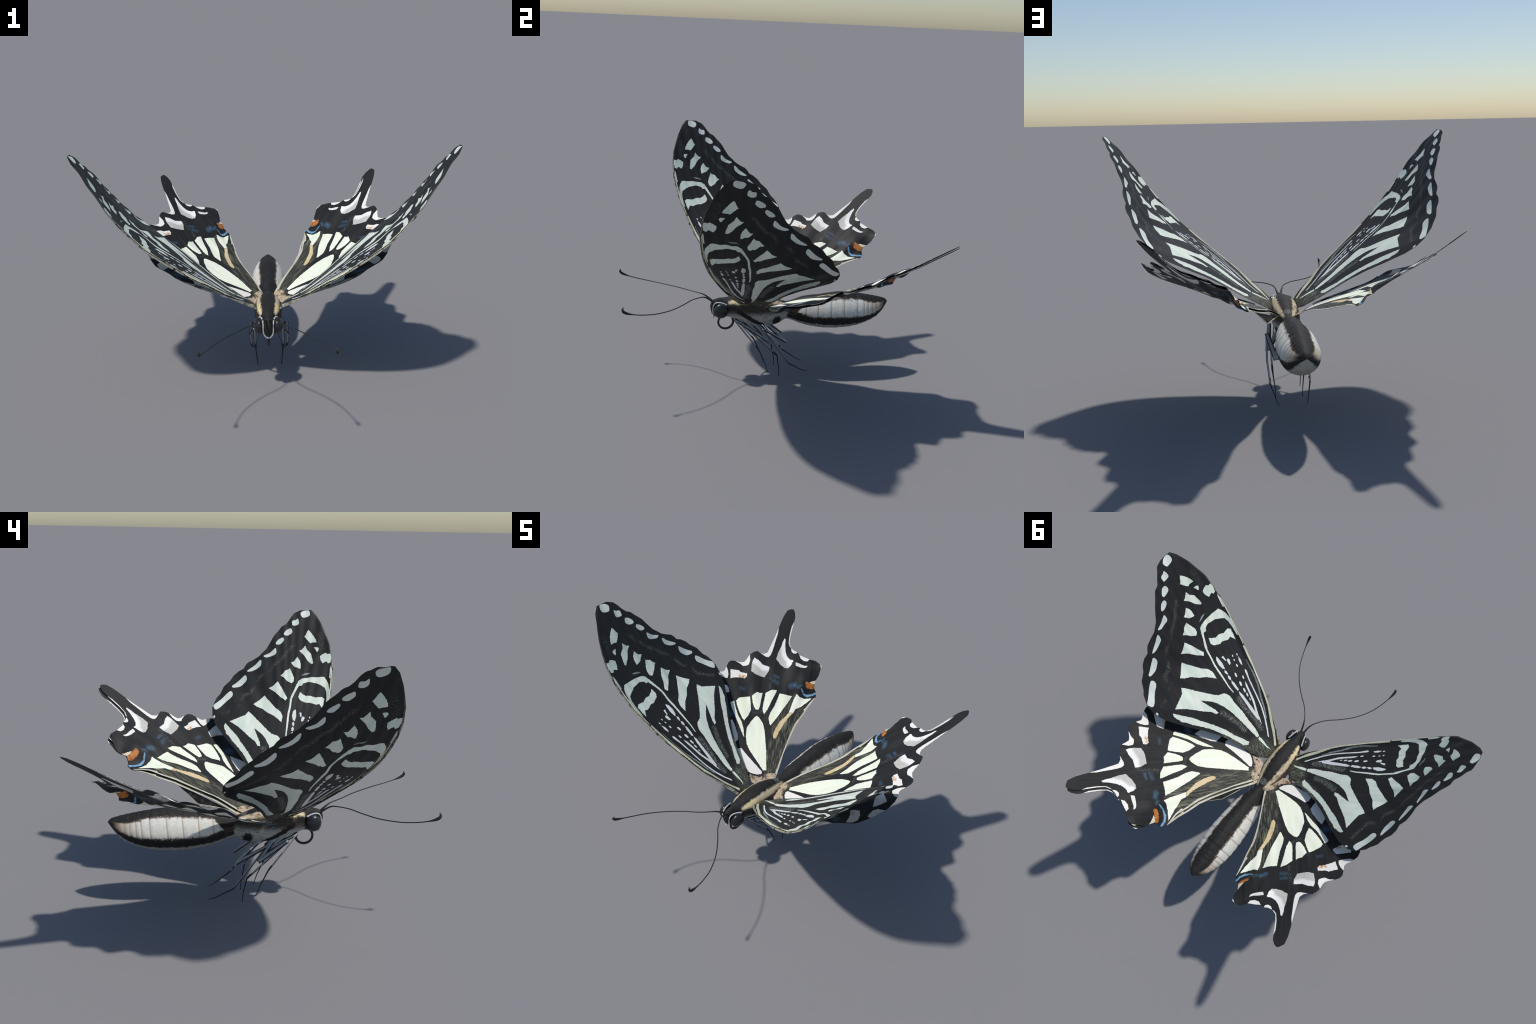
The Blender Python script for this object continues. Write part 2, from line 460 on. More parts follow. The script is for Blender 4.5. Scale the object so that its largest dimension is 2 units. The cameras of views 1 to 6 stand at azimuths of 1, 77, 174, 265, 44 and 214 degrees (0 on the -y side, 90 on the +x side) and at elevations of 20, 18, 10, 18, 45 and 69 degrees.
def build_forewings():
    heights = [(1321,35,-74.4), (1254,89,-74.6), (1182,126,-80.4), (1115,169,-84.0), (1031,217,-97.7), (939,304,-111.9),
        (830,385,-126.9), (694,467,-129.0), (1166,-14,-103.0), (1051,-4,-123.9), (987,49,-127.7), (895,89,-131.8),
        (852,151,-130.8), (805,198,-134.5), (730,81,-126.6), (752,221,-140.9), (683,275,-127.8), (566,82,-107.7),
        (627,295,-121.7), (544,394,-103.3), (502,241,-93.8), (528,427,-104.7), (794,7,-141.4), (756,9,-138.9),
        (672,20,-135.5), (580,13,-118.1), (114,36,-32.6), (1050,-82,-132.8), (1007,-108,-139.5), (1351,0,-79.0),
        (1,-63,-6.3), (10,-27,-3.8), (18,12,1.9), (-20,54,-5.5),
        # front edge, and the second cell streak
        (1258,-77,-95), (1142,-137,-120), (1015,-165,-143), (888,-179,-153), (760,-181,-154), (633,-177,-139),
        (507,-165,-117), (383,-150,-90), (257,-130,-63), (128,-101,-38)]
    costa = [(1353,1), (1323,-32), (1252,-80), (1133,-140), (1050,-162), (950,-178), (873,-182), (773,-182), (660,-179),
             (557,-172), (466,-160), (359,-148), (266,-132), (170,-108), (82,-88), (0,-64)]
    margin = [(1350,28), (1341,70), (1320,104), (1233,148), (1214,173), (1140,214), (1057,249), (1008,287), (962,353),
              (941,366), (920,374), (901,406), (873,431), (836,447), (792,482), (740,497), (713,513), (656,525),
              (637,526), (583,515), (518,481), (418,394), (339,314), (258,244), (172,189), (105,154), (40,118), (-10,85), (-45,40), (-40,-30)]
    w = Wing('forewing', (0.08, -.13, .505), (0.63227, -0.19765, 0.74911), (-0.71605, 0.22011, 0.66244),
             heights, costa + margin[::-1], MAT['fb'], (3.0, 1.2), 15)
    cell_angle = np.radians([-9, -5, -1.5, 1.6, 4.1, 6.1, 8.6, 11.9, 18, 24.9, 34, 42])
    def pleats(q):
        a = np.arctan2(q[:, 1], np.maximum(q[:, 0], 1)); r = np.hypot(q[:, 0], q[:, 1]) / 1350
        i = np.interp(a, cell_angle, np.arange(len(cell_angle)))
        d = dist_polyline(q, catmull(costa, 20))
        rib = np.where(d < 9, smooth01(d / 9), 1 - smooth01((d - 9) / 30))
        amp = 0.013 * smooth01((q[:, 0] + 40) / 120) * (1 - .85 * smooth01((q[:, 0] - 750) / 400))
        return rib * amp - 0.0022 * np.cos(2 * np.pi * i) * smooth01((r - .25) / .5)
    w.pleats = pleats
    line = np.array(catmull(costa, 9)); tan = np.gradient(line, axis=0)
    nrm = np.column_stack([tan[:, 1], -tan[:, 0]]) / np.linalg.norm(tan, axis=1)[:, None]
    if (line + nrm * 9)[60, 1] < line[60, 1]: nrm = -nrm
    w.extra = np.vstack([line + nrm * k for k in (4.5, 9, 14, 20, 28, 38)])
    P = w.patch
    # marginal row of ovals, apex to tornus
    for pts in ([(1346,17), (1320,6), (1303,17), (1293,49), (1314,65), (1328,61), (1345,39)],
                [(1280,78), (1252,67), (1237,76), (1231,103), (1243,109), (1261,109), (1269,93)],
                [(1207,109), (1181,102), (1162,123), (1159,148), (1177,148), (1203,131)],
                [(1140,151), (1118,147), (1098,164), (1092,190), (1106,191), (1131,175)],
                [(1067,191), (1045,183), (1027,189), (1012,218), (1004,239), (1006,257), (1014,256), (1035,224), (1056,204)],
                [(982,271), (952,268), (936,280), (918,303), (905,329), (904,351), (922,335), (954,302), (977,284)],
                [(878,359), (869,349), (843,347), (806,375), (792,407), (791,425), (800,430), (823,408), (845,389), (869,369)],
                [(764,430), (750,418), (726,419), (690,448), (636,485), (626,502), (637,514), (658,521), (697,489), (737,460), (760,441)],
                [(586,503), (576,495), (564,501), (575,507)]):
        P('marginal_spot', 'fm', pts, True, 0.7)
    # discal row between the veins
    for pts in ([(1213,4), (1183,-28), (1158,-48), (1138,-55), (1137,-30), (1129,-18), (1145,2), (1168,24), (1176,17), (1196,12)],
                [(1107,-64), (1100,-73), (1078,-68), (1080,-59), (1092,-53), (1106,-41)],
                [(1109,13), (1082,-3), (1064,-28), (1022,-43), (1000,-49), (994,-40), (1016,-12), (1047,13), (1072,45), (1081,30)],
                [(1030,52), (1005,32), (985,26), (955,23), (961,41), (961,57), (988,87), (998,71)],
                [(950,88), (927,75), (891,55), (864,54), (851,69), (863,94), (884,118), (896,139), (917,121), (929,117)],
                [(854,151), (814,121), (779,100), (741,76), (724,84), (749,122), (784,161), (805,201), (821,178)],
                [(756,220), (733,202), (703,171), (667,138), (642,102), (610,85), (565,84), (587,110), (609,138), (626,177),
                 (655,215), (668,252), (683,277), (713,251)],
                [(1073,-147), (1060,-153), (1018,-155), (1009,-141), (1021,-129), (1007,-107), (1028,-92), (1054,-84),
                 (1072,-106), (1078,-116), (1069,-130)]):
        P('discal_spot', 'fp', pts)
    # the forked elbow band and its root piece, the hind streak
    P('elbow_band', 'fp', [(630,297), (598,259), (569,232), (534,194), (491,148), (475,126), (465,87), (435,67), (375,60),
        (309,45), (232,37), (169,26), (121,28), (114,44), (162,57), (224,73), (274,87), (345,109), (396,132), (443,162),
        (473,191), (505,237), (481,226), (442,204), (405,186), (384,180), (384,196), (416,219), (441,255), (470,289),
        (498,322), (525,361), (544,398), (576,349), (601,312)], False, 1.8)
    P('elbow_band', 'fp', [(112,29), (82,23), (46,21), (15,13), (31,25), (75,38), (106,44)])
    P('hind_streak', 'fp', [(531,423), (509,399), (484,375), (441,330), (405,303), (367,269), (314,227), (261,190), (212,166),
        (163,131), (120,104), (108,117), (121,145), (168,170), (224,201), (281,241), (332,279), (374,320), (404,352),
        (439,382), (456,401), (484,414), (506,426)], False, 2.2)
    # ring round the cell end with its long thin tail, and the bar inside it
    P('cell_ring', 'fp', [(876,24), (889,7), (902,-31), (909,-71), (916,-128), (894,-145), (870,-158), (822,-170), (774,-170),
        (718,-166), (717,-160), (771,-158), (816,-151), (844,-140), (857,-115), (870,-81), (872,-30), (858,-5), (840,1),
        (839,18), (808,30), (766,40), (740,47), (680,46), (639,48), (594,45), (548,42), (483,40), (437,33),
        (435,38), (480,47), (550,52), (595,56), (640,59), (680,56), (735,58), (772,53), (794,46), (830,37), (858,30)], False, 0.8)
    P('cell_bar', 'fp', [(797,6), (784,-9), (774,-32), (778,-62), (770,-93), (779,-128), (767,-145), (723,-144), (695,-141),
        (716,-128), (728,-120), (720,-102), (730,-64), (726,-37), (741,0), (760,11), (776,10)], False, 1.6)
    P('thin_dash', 'fg', [(937,-36), (931,-38), (918,-13), (908,12), (913,14), (929,-10)], False, 0)
    # beaded streaks in the cell
    for pts in ([(674,18), (662,12), (618,5), (582,9), (594,21), (621,30), (656,29)],
                [(580,14), (563,6), (545,8), (553,17), (568,21)],
                [(545,12), (528,4), (510,7), (512,17), (530,19)],
                [(507,9), (481,0), (435,-4), (428,6), (454,12), (491,16)],
                [(426,2), (391,-10), (340,-17), (286,-23), (212,-32), (198,-29), (210,-15), (283,-4), (353,2), (402,8)],
                [(655,-21), (643,-24), (622,-27), (621,-19), (640,-15), (652,-9)],
                [(626,-41), (615,-47), (592,-41), (587,-29), (610,-28), (623,-30)],
                [(602,-106), (569,-108), (543,-102), (554,-95), (581,-96)],
                [(515,-103), (502,-108), (455,-98), (398,-93), (326,-88), (255,-80), (180,-62), (122,-41), (78,-20),
                 (88,-16), (127,-34), (185,-54), (260,-72), (331,-80), (398,-85), (460,-90), (505,-96)],
                [(455,-65), (435,-66), (392,-62), (325,-57), (264,-42), (228,-34), (209,-33), (169,-22), (190,-22),
                 (254,-25), (314,-42), (387,-51), (428,-54)]):
        P('cell_streak', 'fs', pts, False, 0.7)
    for x, y, a, b in ((623,-75,7,4), (597,-71,7,4), (560,-69,10,5), (517,-33,15,6), (480,-67,12,5), (456,-32,16,7),
                       (410,-33,16,6), (377,-35,14,5), (344,-36,10,3), (615,-104,8,4)):
        P('cell_dot', 'fs', [(x + a * math.cos(k), y + b * math.sin(k) - .1 * a * math.cos(k)) for k in np.arange(0, 6.2, .9)], True, 0)
    # streaks along the front edge
    P('costal_streak', 'fy', [(646,-160), (640,-171), (569,-166), (487,-159), (408,-149), (316,-136), (242,-122), (163,-95),
        (98,-74), (51,-53), (8,-35), (14,-20), (55,-42), (107,-62), (172,-83), (250,-110), (322,-126), (415,-138), (494,-149), (569,-154)], False, .8)
    P('costal_streak', 'fy', [(1000,-160), (964,-170), (871,-176), (774,-177), (660,-171), (650,-166), (776,-171), (867,-170), (959,-164)], False, .5)
    P('subcostal_streak', 'fg', [(566,-136), (560,-141), (467,-140), (390,-130), (311,-107), (244,-92), (182,-70), (186,-64),
        (247,-84), (316,-98), (391,-120), (467,-131)], False, 1.5)
    P('leading_edge', 'fcosta', [(1256,-72), (1258,-86), (1131,-152), (1040,-172), (946,-188), (872,-192), (771,-192), (663,-188), (561,-181),
        (467,-171), (360,-160), (269,-146), (172,-120), (80,-100), (0,-72), (2,-50), (45,-62), (95,-80), (165,-102), (245,-126),
        (318,-140), (410,-152), (488,-161), (569,-168), (642,-173), (776,-178.5), (871,-178), (955,-173), (1035,-158), (1129,-135)], False, 0)
    P('costal_dash', 'fp', [(994,-157), (975,-163), (908,-165), (911,-158), (970,-156)], False, 0)
    made = w.build()
    return made


def build_hindwings():
    heights = [(958,-20,-30.7), (814,61,-35.5), (757,33,-44.2), (799,-52,-47.3), (778,-192,-42.9), (741,-86,-48.3),
        (661,-106,-53.3), (678,-196,-48.4), (672,-329,-57.4), (662,-222,-50.3), (629,-225,-51.9), (610,-318,-57.6),
        (385,-108,-54.7), (19,2,-0.5), (463,-259,-58.7), (514,-176,-58.3), (337,-188,-43.7), (521,-166,-54.9),
        (555,-98,-57.5), (430,-116,-52.7), (594,-7,-59.2), (412,-65,-51.7), (580,14,-62.5), (577,94,-64.6), (335,-16,-41.1),
        (596,230,-72.1), (720,232,-55.8), (1170,0,-2.0), (849,213,-38.6), (837,-116,-40.5), (744,-254,-57.9),
        (518,-345,-57.4), (356,-401,-51.7), (323,-259,-40.1), (196,-378,-39.1), (236,-430,-34.2), (280,-461,-29.7),
        (623,-406,-47.8), (483,-470,-66.1), (-5,-17,-0.5), (-18,-101,0.9),
        # inner margin and the hairy fold beside it
        (77,85,0), (134,93,-5), (185,102,-14), (233,113,-24), (283,124,-34), (339,140,-42), (394,157,-48), (446,180,-53),
        (498,202,-57), (552,226,-64), (596,245,-72), (307,29,-32), (353,44,-40), (397,67,-45), (444,90,-46),
        # raised curl at the eyespot and the rounded lobe
        (684,228,-49.5), (653,253,-79), (666,236,-68), (673,166,-38), (684,173,-35), (641,142,-46), (605,181,-72), (797,162,-36),
        (802,76,-32), (640,83,-50), (594,123,-60), (814,249,-27), (868,94,-36), (845,165,-30)]
    inner = [(-70,55), (13,76), (87,87), (152,95), (232,113), (297,128), (385,153), (464,189), (527,213), (582,240), (606,252)]
    hind = [(612,253), (646,252), (663,234), (693,229), (721,234), (756,247), (791,250), (816,253), (830,241), (849,211),
            (847,167), (858,124), (866,94), (883,79), (888,57), (904,33), (940,15), (990,14), (1051,19), (1116,24),
            (1149,16), (1169,3), (1168,-12), (1155,-36), (1109,-54), (1052,-67), (1021,-73), (953,-87), (884,-104),
            (839,-115), (822,-138), (823,-162), (832,-185), (817,-210), (797,-228), (766,-242), (743,-255), (737,-284),
            (737,-310), (733,-340), (715,-356), (682,-363), (648,-372), (638,-392), (633,-411), (622,-428), (604,-450),
            (560,-466), (520,-468), (495,-468)]
    front = [(430,-484), (360,-490), (295,-466), (237,-428), (197,-380), (163,-342), (120,-297), (58,-222), (0,-150), (-20,-102)]
    w = Wing('hindwing', (0.09, .06, .49), (0.52242, 0.71265, 0.46819), (-0.43120, -0.25290, 0.86609),
             heights, inner + hind + front + [(-60,-95), (-85,-30)], MAT['hb'], (3.5, 1.6), 13)
    cell_angle = np.radians([-62, -50, -40, -29, -19, -9, 1, 8.5, 16, 24])
    def pleats(q):
        a = np.arctan2(q[:, 1], np.maximum(q[:, 0] + 40, 1)); r = np.hypot(q[:, 0], q[:, 1]) / 800
        i = np.interp(a, cell_angle, np.arange(len(cell_angle)))
        return -0.0022 * np.cos(2 * np.pi * i) * smooth01((r - .2) / .5) * (1 - smooth01((r - 1.05) / .2))
    w.pleats = pleats
    P = w.patch
    # cream cells of the disc
    P('cream_cell', 'hp', [(388,-109), (379,-92), (346,-64), (293,-45), (226,-30), (150,-14), (83,-4), (26,7), (20,-14), (53,-43),
        (94,-81), (140,-120), (180,-144), (227,-156), (288,-161), (339,-141), (375,-123)], False, 1.5)
    for pts in ([(465,-259), (486,-246), (500,-218), (513,-177), (480,-166), (418,-154), (377,-165), (338,-185), (350,-200), (391,-225), (437,-249)],
                [(518,-164), (551,-137), (549,-115), (556,-99), (515,-100), (464,-101), (433,-105), (428,-121), (439,-134), (473,-151)],
                [(560,-80), (589,-42), (595,-8), (549,-21), (495,-36), (451,-48), (410,-64), (425,-76), (448,-82), (499,-81), (540,-79)],
                [(579,12), (578,45), (578,95), (528,77), (476,52), (412,24), (339,-12), (345,-20), (388,-33), (431,-26), (487,-6)],
                [(597,123), (584,144), (580,178), (594,228), (556,200), (515,163), (488,129), (458,121), (452,91), (499,99), (555,110)],
                [(442,-292), (454,-286), (459,-270), (416,-254), (363,-228), (324,-199), (283,-181), (240,-171), (216,-164),
                 (251,-187), (296,-212), (332,-234), (377,-260), (414,-280)]):
        P('cream_cell', 'hp', pts, False, 1.4)
    P('front_cell', 'hw', [(328,-263), (284,-284), (213,-308), (166,-330), (140,-300), (110,-262), (145,-236), (196,-202), (231,-210), (294,-240)])
    P('root_cell', 'hw', [(142,-172), (107,-135), (76,-98), (41,-56), (10,-18), (-4,-19), (-14,-46), (-14,-73), (-9,-96), (25,-140), (70,-190), (108,-210), (135,-195)])
    P('tan_streak', 'tan', [(450,90), (457,120), (429,99), (387,78), (342,61), (292,44), (259,35), (246,21), (269,11), (322,22), (379,42), (415,69)], False, 2.2)
    # submarginal lunules: pale core in a greyer surround
    P('tail_lunule', 'hg', [(960,-22), (952,-12), (920,-10), (877,0), (844,13), (823,35), (816,62), (788,55), (757,37), (758,13),
        (774,-18), (805,-51), (853,-46), (895,-34), (937,-27)], False, 1.6)
    P('lunule', 'hg', [(780,-194), (771,-165), (747,-132), (741,-85), (708,-87), (665,-105), (665,-141), (670,-170), (684,-198), (731,-204), (762,-200)], False, 1.6)
    P('lunule', 'hw', [(672,-333), (673,-310), (676,-283), (665,-258), (664,-223), (647,-220), (628,-230), (627,-260), (620,-296), (609,-322), (640,-328)], False, 1.5)
    P('lunule', 'hw', [(805,78), (803,105), (796,135), (800,161), (786,154), (778,133), (779,104), (781,82)], False, 1.2)
    P('lunule', 'hw', [(554,-331), (562,-380), (563,-416), (520,-413), (478,-402), (494,-362), (514,-311), (539,-322)], False, 1.5)
    P('lunule', 'hw', [(352,-368), (377,-373), (400,-392), (398,-435), (380,-470), (345,-478), (314,-468), (330,-435), (345,-405)], False, 1.5)
    # white scallops of the outer margin
    for pts in ([(1026,-72), (1021,-73), (982,-71), (941,-76), (890,-81), (853,-86), (822,-93), (806,-104), (806,-123), (818,-149), (823,-164), (822,-138), (839,-115), (884,-104), (953,-87)],
                [(737,-312), (737,-284), (743,-255), (766,-242), (799,-228), (759,-218), (729,-222), (718,-239), (714,-256), (728,-282)],
                [(684,-362), (648,-372), (638,-391), (634,-411), (624,-426), (610,-402), (604,-360), (607,-341), (630,-340), (657,-348)],
                [(1086,22), (1051,19), (990,14), (940,15), (904,33), (912,24), (935,11), (965,9), (989,8), (1049,11)],
                [(904,34), (888,57), (883,79), (871,72), (868,56), (880,40)],
                [(865,96), (858,124), (847,167), (829,153), (829,129), (843,105)],
                [(832,240), (816,253), (800,251), (818,246)],
                [(500,-431), (513,-444), (536,-468), (495,-468), (447,-481), (435,-462), (446,-445), (471,-425)]):
        P('white_scallop', 'hw', pts, False, 0.6)
    # eyespot at the inner corner
    P('orange_spot', 'or', [(669,164), (687,172), (685,190), (684,207), (686,228), (665,234), (653,214), (651,189), (656,170)], False, 2.0)
    P('cream_corner', 'cr', [(689,192), (721,235), (688,229), (685,205)], False, 1.0)
    P('blue_crescent', 'bl', [(642,141), (630,159), (616,170), (613,193), (623,221), (649,252), (631,251), (611,227), (598,196), (603,170), (623,151)], False, 1.5)
    P('inner_margin', 'mp', [(8,80), (87,90), (152,98), (232,116), (297,131), (385,156), (464,192), (527,216), (582,243), (608,254),
        (597,240), (556,216), (516,196), (497,183), (488,190), (468,181), (388,141), (306,119), (219,102), (134,84), (69,74), (15,64)], False, .8)
    P('wing_root', 'root', [(-14,-98), (-24,-72), (-24,-42), (-10,-20), (2,2), (12,40), (14,80), (-75,60), (-90,-30), (-64,-100)], False, 2.5)
    shift = (.016, -.0065, .0105)
    def hold(q):
        return smooth01((q[:, 1] - 140) / 80) * smooth01((q[:, 0] - 520) / 90) * (1 - smooth01((q[:, 0] - 740) / 60))
    made = w.build(shift, hold, True)
    w.leading_edge(made, 'leading_edge', 'hcosta', [(-15,-105), (30,-180), (90,-262), (163,-338), (197,-378), (237,-425)],
                   lambda t: 0.0075 * (1 - .7 * smooth01((t - .6) / .4)), 1.2, -0.003)
    # loose fold of the inner margin hanging under one hindwing
    a, b, c, d = (Vector(p) for p in ((.066, .150, .492), (.135, .316, .500), (.206, .430, .592), (.120, .27, .535)))
    vs, fs = [], []
    n = 12
    for i in range(n + 1):
        t = i / n
        top = a.lerp(c, t)
        low = a.lerp(b, t * 2) if t < .5 else b.lerp(c, t * 2 - 1)
        for j in range(5):
            p = top.lerp(low, j / 4); vs.append(p + Vector((.0012, 0, 0)))
    k = len(vs)
    vs += [p - Vector((.0024, 0, 0)) for p in vs]
    for i in range(n):
        for j in range(4):
            q = (i * 5 + j, i * 5 + j + 1, (i + 1) * 5 + j + 1, (i + 1) * 5 + j)
            fs += [q, tuple(v + k for v in q[::-1])]
        fs.append((i * 5 + 4, i * 5 + 4 + k, (i + 1) * 5 + 4 + k, (i + 1) * 5 + 4))
    fm = Mat('anal_fold_scales', 0.6, 0.3)
    e = fm.noise((30, 30, 30), 3)
    fold = new_obj('anal_fold', vs, fs, fm.done(fm.mix((0.02, 0.02, 0.018), (0.07, 0.072, 0.06), e.ramp(.45, .7))), None)
    fold.parent = made[0]; fold.matrix_parent_inverse = made[0].matrix_world.inverted()
    v, f = tube([a, b, c], lambda t: 0.0035 * (1 - .5 * t), 1, seg=8)
    rim = new_obj('fold_hem', v, f, MAT['mp'], None)
    rim.parent = made[0]; rim.matrix_parent_inverse = made[0].matrix_world.inverted()
    return made

# ------------------------------------------------------------------ body
def body_material():
    m = Mat('body_fur', 0.7, 0.3)
    x, y, z = m.x, m.y, m.z
    ax = x.abs()
    fur = m.noise((55, 38, 55), 4, 0.7)
    fine = m.noise((230, 120, 230), 3, 0.7, off=(1, 2, 3))
    strand = m.noise((200, 26, 120), 3, 0.65, off=(4, 0, 2))
    jit = (fur - 0.5) * 0.40 + (fine - 0.5) * 0.30
    black = m.mix((0.013, 0.013, 0.013), (0.030, 0.028, 0.026), strand.ramp(0.45, 0.7))
    # ---- abdomen
    zc = y.ramp(0.62, 0.80) * 0.045 + 0.412
    phi = (z - zc).atan2(ax) + jit
    hi = y.ramp(0.155, 0.25) * 0.98 - y.ramp(0.58, 0.78) * 0.55
    lo = y.ramp(0.15, 0.30) * -0.42 + 0.30 - y.ramp(0.62, 0.78) * 0.12
    white = m.mix((0.76, 0.74, 0.66), (0.66, 0.66, 0.64), fur.ramp(0.4, 0.65))
    yy = y - (z - 0.412) * 0.10
    seam = None
    for s0 in (0.235, 0.312, 0.395, 0.478, 0.566, 0.612, 0.640, 0.672, 0.702, 0.735):
        d = (yy - s0).abs().ramp(0.006, 0.0015)
        seam = d if seam is None else seam.max(d)
    white = m.mix(white, (0.40, 0.30, 0.18), seam * 0.65)
    white = m.mix(white, (0.40, 0.29, 0.18), y.ramp(0.60, 0.76) * 0.85)
    side = (phi - hi).ramp(0.08, -0.08) * (phi - lo).ramp(-0.08, 0.08)
    brown = (phi - hi).abs().ramp(0.20, 0.02).max((phi - lo).abs().ramp(0.16, 0.02))
    belly = m.mix((0.44, 0.43, 0.38), (0.25, 0.23, 0.18), fur.ramp(0.45, 0.7))
    c = m.mix(black, (0.10, 0.06, 0.035), brown * 0.55)
    c = m.mix(c, white, side * y.ramp(0.77, 0.72))
    c = m.mix(c, belly, (phi + 0.72).ramp(0.08, -0.10))
    abd = c
    # ---- thorax
    ph = (z - 0.44).atan2(ax) + jit * 0.9
    cream = m.mix((0.60, 0.47, 0.29), (0.66, 0.60, 0.47), strand.ramp(0.4, 0.62))
    cream = m.mix(cream, (0.10, 0.065, 0.045), m.noise((26, 18, 26), 2, off=(9, 1, 1)).ramp(0.55, 0.70) * 0.9)
    cream = m.mix(cream, (0.76, 0.64, 0.36), (y + 0.19).abs().ramp(0.055, 0.03))
    grey = m.mix((0.42, 0.41, 0.37), (0.22, 0.18, 0.14), strand.ramp(0.5, 0.68))
    t = m.mix(grey, (0.055, 0.042, 0.034), (z + (fine - .5) * 0.06).ramp(0.405, 0.45))
    # black sash down the flank, broken patch behind it, grey collar lens
    sash = (z - 0.450 + (y + 0.19) * 0.70 + (fur - .5) * 0.03).abs()
    t = m.mix(t, (0.012, 0.012, 0.012), sash.ramp(0.022, 0.013) * y.ramp(-0.21, -0.19))
    pb = ((y - 0.055) * (y - 0.055) + (z - 0.375) * (z - 0.375)).sqrt() + (fur - .5) * 0.05
    t = m.mix(t, (0.014, 0.013, 0.012), pb.ramp(0.036, 0.022))
    t = m.mix(t, cream, (ph - 0.70).ramp(-0.10, 0.10) * y.ramp(-0.258, -0.245))
    t = m.mix(t, black, (z + (fur - .5) * 0.02).ramp(0.452, 0.466) * y.ramp(-0.195, -0.215) * (ph - 1.0).abs().ramp(0.1, 0.3))
    dors = ph - 1.10 + y.ramp(0.02, -0.14) * 0.0
    t = m.mix(t, black, dors.ramp(-0.08, 0.08))
    pale_tip = ((y - 0.075) * (y - 0.075) + x * x).sqrt()
    t = m.mix(t, (0.30, 0.33, 0.31), pale_tip.ramp(0.03, 0.012) * z.ramp(.46, .48) * fine.ramp(0.45, 0.6) * 0.7)
    t = m.mix(t, black, y.ramp(0.085, 0.12) * (ph - 0.4).ramp(-.2, .2))
    # ---- head: black, grey throat
    h = m.mix((0.016, 0.016, 0.016), (0.035, 0.033, 0.030), strand.ramp(0.45, 0.7))
    h = m.mix(h, (0.42, 0.42, 0.42), z.ramp(0.408, 0.398) * y.ramp(-0.345, -0.335))
    c = m.mix(h, t, y.ramp(-0.262, -0.250))
    c = m.mix(c, abd, (y + (fur - .5) * 0.03).ramp(0.115, 0.135))
    return m.done(c, strand, 0.35, 0.003)

